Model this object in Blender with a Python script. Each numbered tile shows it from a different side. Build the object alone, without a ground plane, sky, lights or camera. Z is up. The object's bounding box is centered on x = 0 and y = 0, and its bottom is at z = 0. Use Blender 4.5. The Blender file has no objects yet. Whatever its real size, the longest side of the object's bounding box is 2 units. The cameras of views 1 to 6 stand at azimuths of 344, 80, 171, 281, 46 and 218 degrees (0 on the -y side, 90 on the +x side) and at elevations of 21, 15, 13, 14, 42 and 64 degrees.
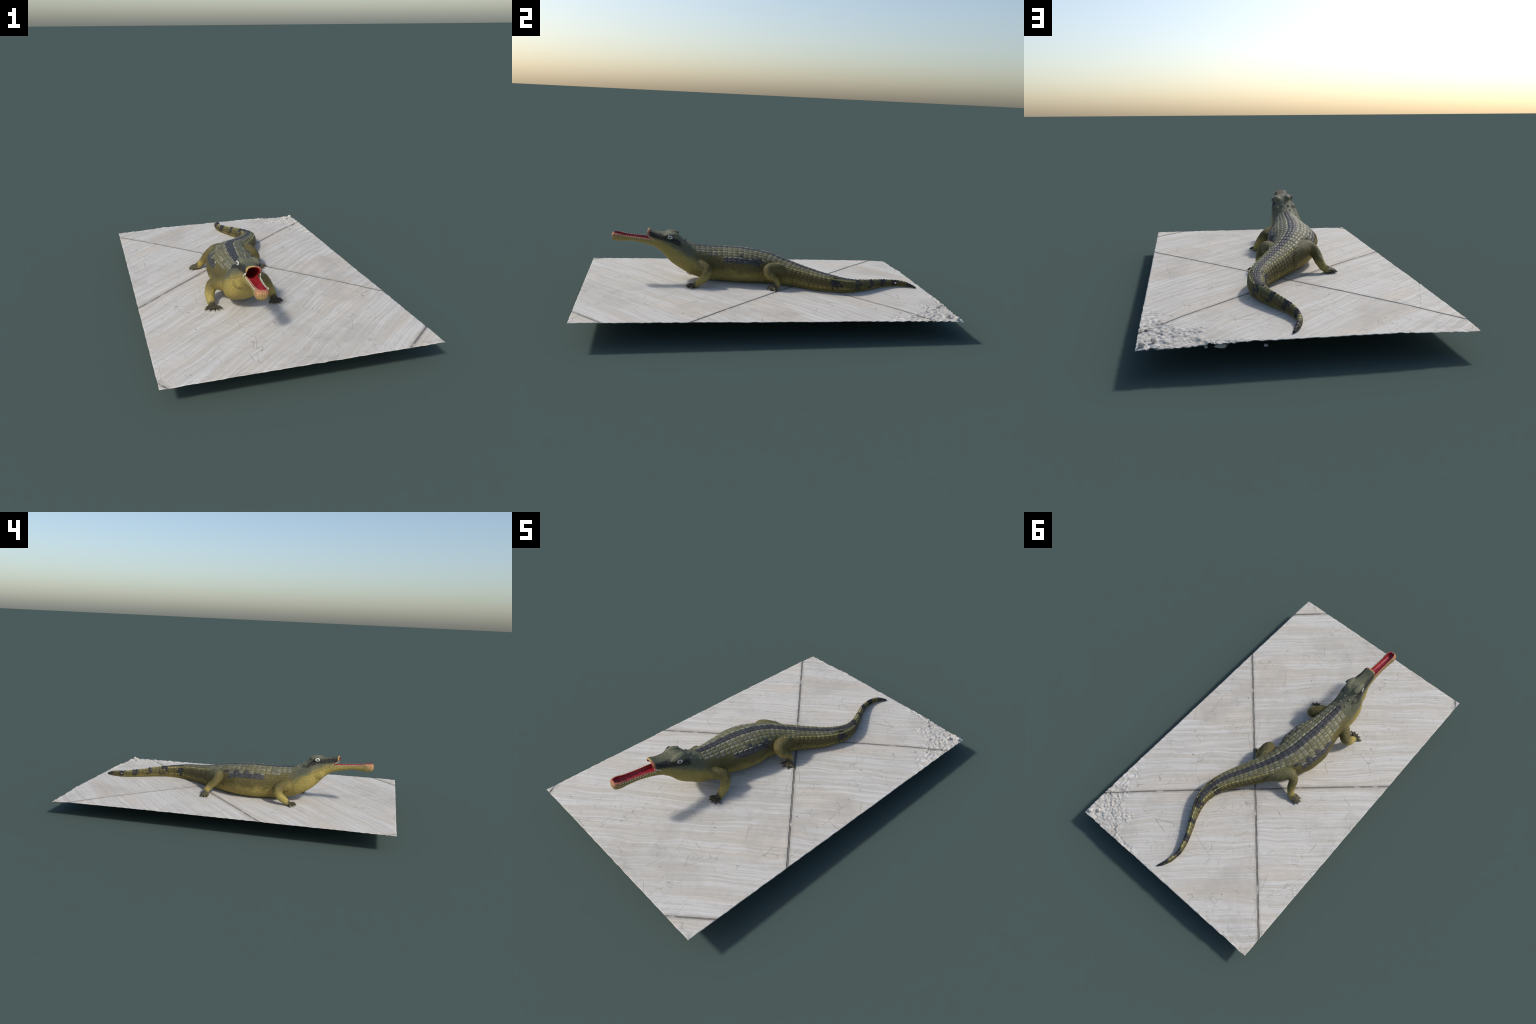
# A vinyl gharial figure, jaws open, standing on a scanned patch of tiled floor.
import bpy, bmesh, math, random
import numpy as np
from mathutils import Vector, noise
from mathutils.bvhtree import BVHTree

rng = random.Random(7)

# ------------------------------------------------------------------ numeric helpers
class Profile:
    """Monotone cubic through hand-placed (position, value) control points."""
    def __init__(self, pts):
        p = np.array(sorted(pts), float)
        self.x, self.y = p[:, 0], p[:, 1]
        h = np.diff(self.x); d = np.diff(self.y) / h
        m = np.zeros(len(p)); m[0], m[-1] = d[0], d[-1]
        for i in range(1, len(p) - 1):
            if d[i-1] * d[i] > 0:
                w1, w2 = 2*h[i] + h[i-1], h[i] + 2*h[i-1]
                m[i] = (w1 + w2) / (w1/d[i-1] + w2/d[i])
        self.m, self.h = m, h
    def __call__(self, t):
        t = np.clip(np.asarray(t, float), self.x[0], self.x[-1])
        i = np.clip(np.searchsorted(self.x, t) - 1, 0, len(self.h) - 1)
        h = self.h[i]; s = (t - self.x[i]) / h
        return ((2*s**3 - 3*s**2 + 1) * self.y[i] + (s**3 - 2*s**2 + s) * h * self.m[i]
                + (-2*s**3 + 3*s**2) * self.y[i+1] + (s**3 - s**2) * h * self.m[i+1])

def smooth01(a, b, v):
    if isinstance(v, np.ndarray): t = np.clip((v - a) / (b - a), 0, 1)
    else: t = min(max((float(v) - a) / (b - a), 0.0), 1.0)
    return t*t*(3 - 2*t)

def fnoise(p, scale, seed=0.0):
    return noise.noise(Vector((p[0]*scale + seed, p[1]*scale - seed, p[2]*scale + 2*seed)))

def floor_z(x, y):
    """Tilted, gently domed floor."""
    dome = float(np.interp(y, [-1, -.7, -.3, .1, .5, .9, 1], [.001, .0045, .0055, .0095, .0118, .0115, .0110]))
    dome *= 1 - .65*smooth01(.42, .61, x) if x > 0 else 1 - .45*smooth01(.40, .61, -x)
    dome *= 1 - smooth01(.86, 1, y)*smooth01(.22, .60, abs(x))
    return 0.1051 + 0.0061*x - 0.01156*y - 0.0022*x*y + dome

# ------------------------------------------------------------------ body profiles (along y)
# spine as seen from above: x of the back's midline
SPINE = Profile([(-.86, -.157), (-.72, -.144), (-.63, -.136), (-.55, -.127), (-.50, -.122), (-.43, -.126), (-.36, -.124),
                 (-.29, -.120), (-.20, -.116), (-.11, -.107), (-.046, -.098), (.009, -.087), (.056, -.070), (.104, -.047),
                 (.15, -.021), (.196, .007), (.245, .038), (.295, .071), (.35, .104), (.41, .130), (.46, .141), (.50, .143),
                 (.54, .138), (.59, .122), (.64, .100), (.69, .074), (.735, .053), (.785, .035), (.83, .027), (.87, .030),
                 (.914, .044), (.955, .068), (.98, .086)])
# y, top z, bottom z, half width, z of greatest width, upper exponent, lower exponent
SECTIONS = [
    (-.600, .406, .316, .040, .356, 2.3, 2.2),
    (-.560, .401, .284, .050, .332, 2.4, 2.4),
    (-.510, .405, .228, .065, .300, 2.4, 2.8),
    (-.465, .386, .194, .080, .268, 2.0, 2.8),
    (-.430, .361, .172, .086, .244, 1.85, 2.7),
    (-.390, .338, .150, .088, .230, 1.8, 2.5),
    (-.350, .327, .134, .087, .228, 1.85, 2.4),
    (-.290, .323, .119, .090, .224, 1.9, 2.4),
    (-.200, .319, .114, .108, .220, 2.0, 2.4),
    (-.120, .317, .112, .127, .214, 2.0, 2.4),
    (-.050, .310, .112, .127, .210, 2.0, 2.4),
    (.010, .302, .112, .111, .206, 2.05, 2.4),
    (.060, .293, .112, .095, .202, 2.1, 2.4),
    (.105, .281, .112, .083, .197, 2.2, 2.4),
    (.150, .266, .112, .074, .190, 2.4, 2.4),
    (.200, .252, .112, .067, .186, 2.6, 2.3),
    (.250, .240, .112, .061, .180, 2.7, 2.4),
    (.310, .227, .112, .055, .173, 2.8, 2.5),
    (.360, .218, .111, .049, .167, 2.8, 2.5),
    (.410, .210, .111, .044, .162, 2.8, 2.5),
    (.470, .199, .110, .038, .155, 2.7, 2.5),
    (.520, .191, .110, .033, .150, 2.5, 2.5),
    (.560, .185, .113, .029, .146, 2.2, 2.5),
    (.620, .178, .112, .023, .141, 1.9, 2.4),
    (.690, .168, .111, .019, .136, 1.8, 2.4),
    (.760, .159, .110, .016, .131, 1.8, 2.4),
    (.830, .150, .109, .014, .127, 1.8, 2.4),
    (.880, .146, .108, .013, .124, 1.8, 2.4),
    (.920, .132, .108, .010, .119, 1.9, 2.2),
    (.955, .117, .107, .005, .112, 2.0, 2.0),
]
PLATE = {1: .0020, 3: .0020}      # skin thickness left for the scutes, off top and half width
TOP, BOT, WID, ZW, NU, NL = [Profile([(s[0], s[k] - PLATE.get(k, 0)*(1 if -.45 < s[0] < .9 else .4)) for s in SECTIONS]) for k in range(1, 7)]
HEAD_ROLL = Profile([(-.86, .10), (-.50, .10), (-.40, .03), (-.34, 0), (1, 0)])

def heading(y):
    d = (SPINE(y + .012) - SPINE(y - .012)) / .024
    return np.arctan(d)

def place(y, l, z):
    """Body coordinates (station y, lateral l, height z) to world."""
    r = HEAD_ROLL(y)
    l2 = l*np.cos(r) + (z - .36)*np.sin(r)
    sink = .0035*np.clip((-.50 - np.asarray(y, float))/.12, 0, 1)
    z2 = np.where(r == 0, z, .36 + (z - .36)*np.cos(r) - l*np.sin(r)) - sink
    a = heading(y)
    return np.stack(np.broadcast_arrays(SPINE(y) + l2*np.cos(a), y - l2*np.sin(a), z2), -1)

def section(theta, w, zt, zb, zw, nu, nl):
    c, s = np.cos(theta), np.sin(theta)
    n = np.where(s >= 0, nu, nl)
    l = w*np.sign(c)*np.abs(c)**(2/n)
    z = zw + np.where(s >= 0, zt - zw, zw - zb)*np.sign(s)*np.abs(s)**(2/n)
    return l, z

# ------------------------------------------------------------------ mesh helpers
class Soup:
    """Closed pieces thrown together, to be fused by a voxel remesh."""
    def __init__(self): self.v, self.f = [], []
    def rings(self, rings):
        n = len(rings[0]); o = len(self.v)
        for r in rings: self.v.extend(map(tuple, r))
        for i in range(len(rings) - 1):
            for j in range(n):
                k = (j + 1) % n
                self.f.append((o+i*n+j, o+i*n+k, o+(i+1)*n+k, o+(i+1)*n+j))
        for i, flip in ((0, True), (len(rings) - 1, False)):
            c = len(self.v); self.v.append(tuple(np.mean(rings[i], 0)))
            for j in range(n):
                a, b = o+i*n+j, o+i*n+(j+1) % n
                self.f.append((c, b, a) if flip else (c, a, b))
    def tube(self, pts, radii, flat=1.0, seg=20, step=.004):
        """Smooth swept limb: control points and radii; flat squashes vertically."""
        pts = np.array(pts, float); radii = np.array(radii, float)
        t = np.r_[0, np.cumsum(np.linalg.norm(np.diff(pts, axis=0), axis=1))]
        cx = [catmull(t, pts[:, k]) for k in range(3)]; cr = catmull(t, radii)
        u = np.linspace(0, t[-1], max(6, int(t[-1]/step)))
        P = np.stack([c(u) for c in cx], -1); R = cr(u)
        T = np.gradient(P, axis=0); T /= np.linalg.norm(T, axis=1)[:, None]
        side = np.cross(T[0], (0, 0, 1.)); side /= np.linalg.norm(side)
        rings = []
        def ring(p, tt, sd, r):
            up = np.cross(sd, tt)
            a = np.linspace(0, 2*np.pi, seg, endpoint=False)
            return p + r*(np.cos(a)[:, None]*sd + flat*np.sin(a)[:, None]*up)
        for i, (p, tt, r) in enumerate(zip(P, T, R)):
            side = side - tt*(side @ tt); side /= np.linalg.norm(side)
            if i == 0:
                for k in (.9, .7, .4):
                    rings.append(ring(p - tt*r*k, tt, side, r*math.sqrt(1 - k*k)))
            rings.append(ring(p, tt, side, r))
        for k in (.4, .7, .9):
            rings.append(ring(P[-1] + T[-1]*R[-1]*k, T[-1], side, R[-1]*math.sqrt(1 - k*k)))
        self.rings(rings)
    def ball(self, c, r, rot_z=0.0, seg=18):
        rings = []
        for ph in np.linspace(-1.45, 1.45, 11):
            a = np.linspace(0, 2*np.pi, seg, endpoint=False)
            x, y = r[0]*math.cos(ph)*np.cos(a), r[1]*math.cos(ph)*np.sin(a)
            ca, sa = math.cos(rot_z), math.sin(rot_z)
            rings.append(np.stack([c[0] + x*ca - y*sa, c[1] + x*sa + y*ca, np.full(seg, c[2] + r[2]*math.sin(ph))], -1))
        self.rings(rings)
    def mesh(self, name):
        m = bpy.data.meshes.new(name); m.from_pydata(self.v, [], self.f); m.update(); return m

def catmull(t, v):
    """Cubic Hermite with finite-difference tangents."""
    m = np.gradient(v, t) if len(t) > 2 else np.full(2, (v[1] - v[0])/(t[1] - t[0]))
    def f(u):
        i = np.clip(np.searchsorted(t, u) - 1, 0, len(t) - 2)
        h = t[i+1] - t[i]; s = (u - t[i])/h
        return ((2*s**3 - 3*s**2 + 1)*v[i] + (s**3 - 2*s**2 + s)*h*m[i] + (-2*s**3 + 3*s**2)*v[i+1] + (s**3 - s**2)*h*m[i+1])
    return f

def link(name, mesh, parent=None, mat=None):
    o = bpy.data.objects.new(name, mesh)
    bpy.context.scene.collection.objects.link(o)
    if mat and not mesh.materials: mesh.materials.append(mat)
    if parent:
        o.parent = parent
        o.matrix_parent_inverse = parent.matrix_world.inverted()
    return o

def applied(mesh, *mods):
    """Mesh with modifiers applied: mods are (type, settings) pairs."""
    o = bpy.data.objects.new("helper", mesh); bpy.context.scene.collection.objects.link(o)
    for kind, kw in mods:
        m = o.modifiers.new(kind, kind)
        for k, v in kw.items(): setattr(m, k, v)
    bpy.context.view_layer.update()
    out = bpy.data.meshes.new_from_object(o.evaluated_get(bpy.context.evaluated_depsgraph_get()))
    bpy.data.objects.remove(o)
    return out

def coords(mesh):
    a = np.empty(len(mesh.vertices)*3, np.float32); mesh.vertices.foreach_get("co", a)
    return a.reshape(-1, 3).astype(float)

# ------------------------------------------------------------------ node helpers
class Graph:
    def __init__(self, name):
        self.mat = bpy.data.materials.new(name); self.mat.use_nodes = True
        self.t = self.mat.node_tree; self.t.nodes.clear()
        self.out = self.n("OutputMaterial"); self.b = self.n("BsdfPrincipled")
        self.t.links.new(self.b.outputs[0], self.out.inputs[0])
        tc = self.n("TexCoord"); self.p = tc.outputs["Object"]
        s = self.n("SeparateXYZ"); self.t.links.new(self.p, s.inputs[0])
        self.x, self.y, self.z = s.outputs
    def n(self, kind): return self.t.nodes.new("ShaderNode" + kind)
    def put(self, sock, v):
        if isinstance(v, bpy.types.NodeSocket): self.t.links.new(v, sock)
        elif isinstance(v, tuple) and len(v) == 3 and sock.type == "RGBA": sock.default_value = (*v, 1)
        else: sock.default_value = v
    def m(self, op, a, b=0.0, c=0.0):
        n = self.n("Math"); n.operation = op
        for i, v in enumerate((a, b, c)): self.put(n.inputs[i], v)
        return n.outputs[0]
    def add(self, a, b): return self.m("ADD", a, b)
    def sub(self, a, b): return self.m("SUBTRACT", a, b)
    def mul(self, a, b): return self.m("MULTIPLY", a, b)
    def abs(self, a): return self.m("ABSOLUTE", a)
    def step(self, v, a, b):
        """0 at a, 1 at b (a may exceed b), smooth."""
        n = self.n("MapRange"); n.interpolation_type = "SMOOTHSTEP"
        lo, hi, flip = (a, b, False) if a < b else (b, a, True)
        self.put(n.inputs[0], v); n.inputs[1].default_value = lo; n.inputs[2].default_value = hi
        n.inputs[3].default_value, n.inputs[4].default_value = (1, 0) if flip else (0, 1)
        return n.outputs[0]
    def win(self, v, a, b, soft): return self.mul(self.step(v, a - soft, a + soft), self.step(v, b + soft, b - soft))
    def curve(self, v, pts, lo, hi):
        """Profile curve v -> value; pts are (v, value)."""
        x0, x1 = pts[0][0], pts[-1][0]
        f = self.n("FloatCurve"); c = f.mapping.curves[0]
        q = [((a - x0)/(x1 - x0), (b - lo)/(hi - lo)) for a, b in pts]
        c.points[0].location = q[0]; c.points[1].location = q[-1]
        for a in q[1:-1]: c.points.new(*a)
        f.mapping.update()
        self.put(f.inputs["Value"], self.m("MULTIPLY_ADD", v, 1/(x1 - x0), -x0/(x1 - x0)))
        return self.m("MULTIPLY_ADD", f.outputs[0], hi - lo, lo)
    def mix(self, f, a, b):
        n = self.n("Mix"); n.data_type = "RGBA"
        self.put(n.inputs[0], f); self.put(n.inputs[6], a); self.put(n.inputs[7], b)
        return n.outputs[2]
    def mapping(self, scale=(1, 1, 1), rot=(0, 0, 0), src=None):
        n = self.n("Mapping"); self.t.links.new(src or self.p, n.inputs[0])
        n.inputs["Scale"].default_value = scale; n.inputs["Rotation"].default_value = rot
        return n.outputs[0]
    def noise(self, scale, detail=3.0, vec=None, dist=0.0, rough=.5):
        n = self.n("TexNoise"); self.t.links.new(vec or self.p, n.inputs["Vector"])
        n.inputs["Scale"].default_value = scale; n.inputs["Detail"].default_value = detail
        n.inputs["Distortion"].default_value = dist; n.inputs["Roughness"].default_value = rough
        return n.outputs[0]
    def voronoi(self, scale, feature="F1", vec=None, out="Distance", rand=1.0):
        n = self.n("TexVoronoi"); n.feature = feature
        self.t.links.new(vec or self.p, n.inputs["Vector"]); n.inputs["Scale"].default_value = scale
        n.inputs["Randomness"].default_value = rand
        return n.outputs[out]
    def dist(self, pt, stretch=(1, 1, 1)):
        a = self.n("VectorMath"); a.operation = "SUBTRACT"; self.t.links.new(self.p, a.inputs[0]); a.inputs[1].default_value = pt
        b = self.n("VectorMath"); b.operation = "MULTIPLY"; self.t.links.new(a.outputs[0], b.inputs[0]); b.inputs[1].default_value = stretch
        c = self.n("VectorMath"); c.operation = "LENGTH"; self.t.links.new(b.outputs[0], c.inputs[0])
        return c.outputs["Value"]
    def done(self, colour, rough=.45, bump=None, strength=.3, distance=.002, **kw):
        self.put(self.b.inputs["Base Color"], colour); self.put(self.b.inputs["Roughness"], rough)
        for k, v in kw.items(): self.put(self.b.inputs[k.replace("_", " ")], v)
        if bump is not None:
            n = self.n("Bump"); n.inputs["Strength"].default_value = strength; n.inputs["Distance"].default_value = distance
            self.put(n.inputs["Height"], bump); self.t.links.new(n.outputs[0], self.b.inputs["Normal"])
        return self.mat

def curve_pts(prof, a, b, n):
    return [(float(y), float(prof(y))) for y in np.linspace(a, b, n)]

# palette (linear)
YELLOW = (.355, .278, .078)
PALE = (.42, .35, .12)
FLANK = (.118, .096, .033)
BACK = (.135, .125, .058)
GREY_GREEN = (.118, .122, .078)
DARK = (.040, .041, .048)
BLACK = (.018, .019, .022)
RED = (.30, .016, .022)

# dark cross bands on the thin end of the tail: (start y, end y)
BANDS = [(.412, .448), (.540, .585), (.642, .668), (.725, .757), (.815, .850), (.905, .960)]
STRIPE = [(-.86, .0), (-.385, .0), (-.365, .017), (-.20, .021), (-.05, .021), (.10, .018), (.25, .016), (.45, .016), (.54, .016), (.57, .004), (.97, .0)]

def skin(name, foot=None, foot_r=.05, foot_colour=BLACK, bands=True, grooves=False):
    g = Graph(name)
    xs = g.curve(g.y, curve_pts(SPINE, -.86, .97, 38), -.25, .25)
    ch = g.curve(g.y, [(float(y), float(np.cos(heading(y)))) for y in np.linspace(-.86, .97, 30)], 0, 1.2)
    lat = g.mul(g.sub(g.x, xs), ch); al = g.abs(lat)
    zt = g.curve(g.y, curve_pts(TOP, -.6, .955, 30), 0, .5)
    h = g.m("DIVIDE", g.sub(g.z, .103), g.m("MAXIMUM", g.sub(zt, .103), .012))
    nz = g.noise(22, 4); nf = g.noise(90, 3)
    wob = g.mul(g.sub(nz, .5), .35); wob2 = g.mul(g.sub(nf, .5), .25)
    hw = g.add(g.add(h, wob), wob2)
    col = g.mix(g.step(hw, .27, .56), YELLOW, FLANK)
    col = g.mix(g.mul(g.step(hw, .22, .08), .5), col, PALE)
    if True:
        col = g.mix(g.step(hw, .72, .92), col, BACK)
        # neck and head: grey green above, yellow below
        neck = g.step(g.y, -.33, -.40)
        low = g.curve(g.y, [(-.86, .37), (-.64, .372), (-.60, .362), (-.52, .33), (-.47, .30), (-.43, .275), (-.38, .25), (-.30, .25)], 0, .5)
        rel = g.add(g.sub(g.z, low), g.add(g.mul(g.sub(nz, .5), .045), g.mul(g.sub(nf, .5), .03)))
        hc = g.mix(g.step(rel, -.02, .028), YELLOW, GREY_GREEN)
        hc = g.mix(g.mul(g.step(rel, .055, .075), .55), hc, (.20, .195, .125))
        col = g.mix(neck, col, hc)
        # dark mask from snout through the eye
        bz = g.curve(g.y, [(-.66, .400), (-.62, .394), (-.57, .382), (-.51, .372), (-.46, .350), (-.43, .335)], .25, .5)
        roll = g.mul(lat, .11)
        dz = g.abs(g.add(g.sub(g.add(g.z, roll), bz), g.mul(g.sub(nf, .5), .018)))
        mask = g.mul(g.step(dz, .021, .009), g.win(g.y, -.634, -.452, .012))
        mask = g.mul(mask, g.step(al, .018, .028))
        col = g.mix(g.mul(mask, .93), col, BLACK)
        # yellow lip at the broken end of the snout
        lip = g.mul(g.step(g.y, -.630, -.636), g.step(g.z, .375, .385))
        col = g.mix(lip, col, g.mix(g.step(lat, .004, .018), (.50, .40, .13), (.34, .10, .06)))
        tipc = g.mul(g.step(g.y, -.79, -.825), g.step(g.z, .345, .375))
        col = g.mix(g.mul(tipc, .8), col, (.50, .27, .13))
        # gums at the corner of the mouth, and lower lip
        jt = g.curve(g.y, [(-.86, .394), (-.80, .393), (-.775, .386), (-.73, .380), (-.68, .376), (-.64, .373), (-.60, .364), (-.55, .36)], .3, .45)
        lip2 = g.mul(g.step(g.y, -.595, -.605), g.mul(g.step(g.y, -.63, -.648), g.step(g.sub(g.add(g.z, g.mul(lat, .1)), jt), -.0165, -.0085)))
        col = g.mix(g.mul(lip2, .8), col, (.40, .15, .09))
        if grooves: col = g.mix(g.mul(g.mul(g.step(g.y, .16, .20), g.win(h, .2, .84, .08)), .62), col, (.045, .038, .015))
        # back stripe
        sw = g.curve(g.y, STRIPE, 0, .05)
        e = g.add(g.sub(al, sw), g.mul(g.sub(nf, .5), .006))
        stripe = g.mul(g.step(e, .002, -.002), g.step(h, .6, .7))
        col = g.mix(g.mul(stripe, .95), col, DARK)
        # flank stripes
        fl = g.mul(g.win(g.y, -.195, .035, .02), g.win(g.add(g.z, g.mul(g.sub(nf, .5), .03)), .246, .276, .007))
        fl = g.mul(fl, g.step(al, .070, .085))
        col = g.mix(g.mul(fl, .85), col, DARK)
        # dark flank of the tail root, bands of the tail end
        band = None
        yy = g.add(g.y, g.add(g.mul(g.sub(nf, .5), .020), g.mul(lat, .35)))
        for a, b in BANDS:
            w = g.win(yy, a, b, .004); band = w if band is None else g.m("MAXIMUM", band, w)
        band = g.mul(band, g.step(g.add(h, wob2), .22, .42))
        if bands: col = g.mix(g.mul(band, .95), col, BLACK)

    if foot is not None:
        d = g.add(g.dist(foot, (1, 1, .8)), g.mul(g.sub(nz, .5), .03))
        col = g.mix(g.mul(g.step(d, foot_r, foot_r*.6), .92), col, foot_colour)
    # granular scales: darker furrows, raised grains
    cell = g.voronoi(150, "DISTANCE_TO_EDGE")
    fur = g.step(cell, .10, .02)
    col = g.mix(g.mul(fur, .45), col, (.05, .043, .018))
    col = g.mix(g.mul(g.step(nf, .55, .75), .22), col, (.34, .30, .17))
    # rows of small square scales low on the flanks
    if foot is None:
        w1 = g.abs(g.sub(g.m("FRACT", g.mul(g.y, 95)), .5)); w2 = g.abs(g.sub(g.m("FRACT", g.mul(g.z, 105)), .5))
        sq = g.mul(g.step(g.m("MAXIMUM", w1, w2), .38, .48), g.mul(g.win(g.y, -.26, .42, .03), g.step(h, .75, .6)))
        col = g.mix(g.mul(sq, .4), col, (.06, .05, .02))
        height = g.sub(g.step(cell, .0, .22), sq)
    else:
        height = g.step(cell, .0, .22)
    return g.done(col, g.add(.52, g.mul(nf, .15)), height, .6, .0018, Specular_IOR_Level=.18)

def plate_material(name, face, edge, spot):
    g = Graph(name)
    r = g.n("ObjectInfo").outputs["Random"]
    nf = g.noise(120, 3); nz = g.noise(30, 2)
    col = g.mix(g.step(nz, .35, .65), face, edge)
    col = g.mix(g.mul(g.step(nf, .52, .72), .5), col, spot)
    k = g.n("HueSaturation"); g.t.links.new(col, k.inputs["Color"])
    g.put(k.inputs["Value"], g.add(.85, g.mul(r, .30)))
    return g.done(k.outputs[0], g.add(.42, g.mul(nf, .2)), nf, .3, .001, Specular_IOR_Level=.20)

def plain(name, colour, rough=.4, var=.25, scale=80, **kw):
    g = Graph(name); n = g.noise(scale, 3)
    dark = tuple(c*(1 - var) for c in colour); light = tuple(min(1, c*(1 + var)) for c in colour)
    return g.done(g.mix(n, dark, light), rough, n, .15, .001, **kw)

# ------------------------------------------------------------------ gharial: fused body
gharial = bpy.data.objects.new("gharial", None)
bpy.context.scene.collection.objects.link(gharial)
gharial.location = (-.09, .0, .107)
gharial["label"] = "olive and yellow toy gharial with open red jaws"
gharial["category"] = "toy crocodile"
bpy.context.view_layer.update()

LIMBS = {
    "right_fore": dict(path=[(-.150, -.350, .205), (-.198, -.334, .219), (-.247, -.290, .200), (-.262, -.305, .170), (-.266, -.343, .142), (-.267, -.360, .130)],
                       rad=[.034, .034, .029, .025, .020, .017]),
    "left_fore": dict(path=[(-.082, -.352, .205), (-.036, -.342, .221), (.011, -.302, .203), (.031, -.318, .172), (.042, -.353, .142), (.044, -.370, .130)],
                      rad=[.034, .034, .029, .025, .020, .017]),
    "right_hind": dict(path=[(-.040, .190, .190), (-.100, .146, .214), (-.158, .104, .224), (-.184, .112, .202), (-.199, .148, .166), (-.212, .166, .142)],
                       rad=[.036, .041, .033, .027, .022, .019]),
    "left_hind": dict(path=[(.000, .160, .185), (.028, .108, .213), (.048, .050, .216), (.069, .055, .192), (.080, .085, .164), (.086, .096, .142)],
                      rad=[.036, .040, .033, .027, .022, .019]),
}
TOES = {  # palm centre, palm radii, palm turn, toe tips
    "right_fore": ((-.266, -.366, .122), (.020, .018, .011), 0, [(-.303, -.383), (-.284, -.398), (-.264, -.406), (-.241, -.405), (-.222, -.396)]),
    "left_fore": ((.044, -.377, .122), (.020, .018, .011), 0, [(.008, -.407), (.024, -.419), (.043, -.421), (.061, -.414), (.078, -.396)]),
    "right_hind": ((-.240, .166, .125), (.031, .027, .014), .1, [(-.266, .143), (-.277, .158), (-.277, .174), (-.266, .190)]),
    "left_hind": ((.099, .079, .121), (.029, .027, .013), -.6, [(.066, .050), (.090, .038), (.117, .047), (.138, .074)]),
}

soup = Soup()
ys = np.concatenate([np.arange(-.600, .955, .006), [.955]])
th = np.linspace(0, 2*np.pi, 72, endpoint=False)
def loft(ys, w, zt, zb, zw, nu, nl):
    rings = []
    for i, y in enumerate(ys):
        l, z = section(th, w[i], zt[i], zb[i], zw[i], nu[i], nl[i]); rings.append(place(np.full_like(l, y), l, z))
    return rings
soup.rings(loft(ys, WID(ys), TOP(ys), BOT(ys), ZW(ys), NU(ys), NL(ys)))

def jaw(table, step=.004):
    cols = [Profile([(r[0], r[k]) for r in table]) for k in range(1, len(table[0]))]
    y = np.concatenate([np.arange(table[0][0], table[-1][0], step), [table[-1][0]]])
    return y, [c(y) for c in cols]
# upper jaw, broken off short: y, half width, top, bottom
y, (w, zt, zb) = jaw([(-.641, .031, .419, .392), (-.634, .036, .421, .386), (-.615, .038, .414, .368), (-.595, .041, .406, .352), (-.56, .047, .400, .335), (-.53, .05, .40, .33)])
soup.rings(loft(y, w, zt, zb, (zt + zb)/2 - .004, np.full(len(y), 2.8), np.full(len(y), 3.2)))
# long lower jaw with a bulbous tip
y, (w, zt, zb) = jaw([(-.846, .010, .383, .362), (-.842, .021, .390, .353), (-.830, .028, .396, .346), (-.805, .031, .394, .343), (-.775, .029, .386, .346),
                      (-.73, .029, .380, .346), (-.68, .030, .376, .338), (-.64, .033, .373, .328), (-.60, .037, .364, .314), (-.56, .042, .345, .290)])
soup.rings(loft(y, w, zt, zb, (zt + zb)/2 + .003, np.full(len(y), 3.0), np.full(len(y), 2.3)))
# brows, jowls, ear flaps
for s, c in ((1, .0), (-1, .0)):
    def at(y, l, z): return place(np.array(y), np.array(s*l), np.array(z))
    soup.ball(at(-.505, .030, .387), (.022, .046, .0195), .10*s)
    soup.ball(at(-.512, .034, .376), (.018, .034, .020))
    soup.ball(at(-.490, .046, .296), (.022, .068, .034))
    soup.ball(at(-.452, .050, .343), (.013, .028, .016), .3*s)
for name, L in LIMBS.items():
    soup.tube(L["path"], L["rad"])
    c, r, turn, tips = TOES[name]
    soup.ball(c, r, turn)
    wrist = np.array(L["path"][-1])
    soup.tube([wrist, wrist*.4 + np.array(c)*.6 + (0, 0, .003)], [.017, .016])
    for t in tips:
        t = np.array([*t, floor_z(*t) + .006]); base = np.array(c)*.6 + t*.4 + (0, 0, .004)
        soup.tube([np.array(c), base, (base + t)/2 + (0, 0, .004), t], [.009, .0078, .0066, .0042], seg=10, step=.003)

raw = soup.mesh("raw")
body = applied(raw, ("REMESH", dict(mode="VOXEL", voxel_size=.0024, use_smooth_shade=True)), ("SMOOTH", dict(factor=.5, iterations=4)))

# ------------------------------------------------------------------ carve mouth and a gap under the tail end
cut = Soup()
y, (w, zt, zb) = jaw([(-.665, .028, .419, .366), (-.640, .0285, .4165, .362), (-.61, .028, .403, .352), (-.57, .026, .390, .344), (-.53, .020, .378, .340), (-.495, .010, .362, .345)])
cut.rings(loft(y, w, zt, zb, (zt + zb)/2, np.full(len(y), 2.5), np.full(len(y), 2.5)))
y, (w, zt, zb) = jaw([(-.833, .012, .44, .380), (-.826, .016, .44, .374), (-.81, .0195, .44, .369), (-.76, .0190, .43, .365), (-.70, .0205, .43, .360), (-.65, .023, .412, .355), (-.62, .024, .395, .352)])
cut.rings(loft(y, w, zt, zb, (zt + zb)/2, np.full(len(y), 3.5), np.full(len(y), 3.0)))
cavity = applied(cut.mesh("cavity"), ("REMESH", dict(mode="VOXEL", voxel_size=.002, use_smooth_shade=True)), ("SMOOTH", dict(factor=.5, iterations=3)))
gap = Soup(); gap.ball((.027, .838, .130), (.05, .012, .0065), .0)
gap_mesh = gap.mesh("gap")

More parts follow.
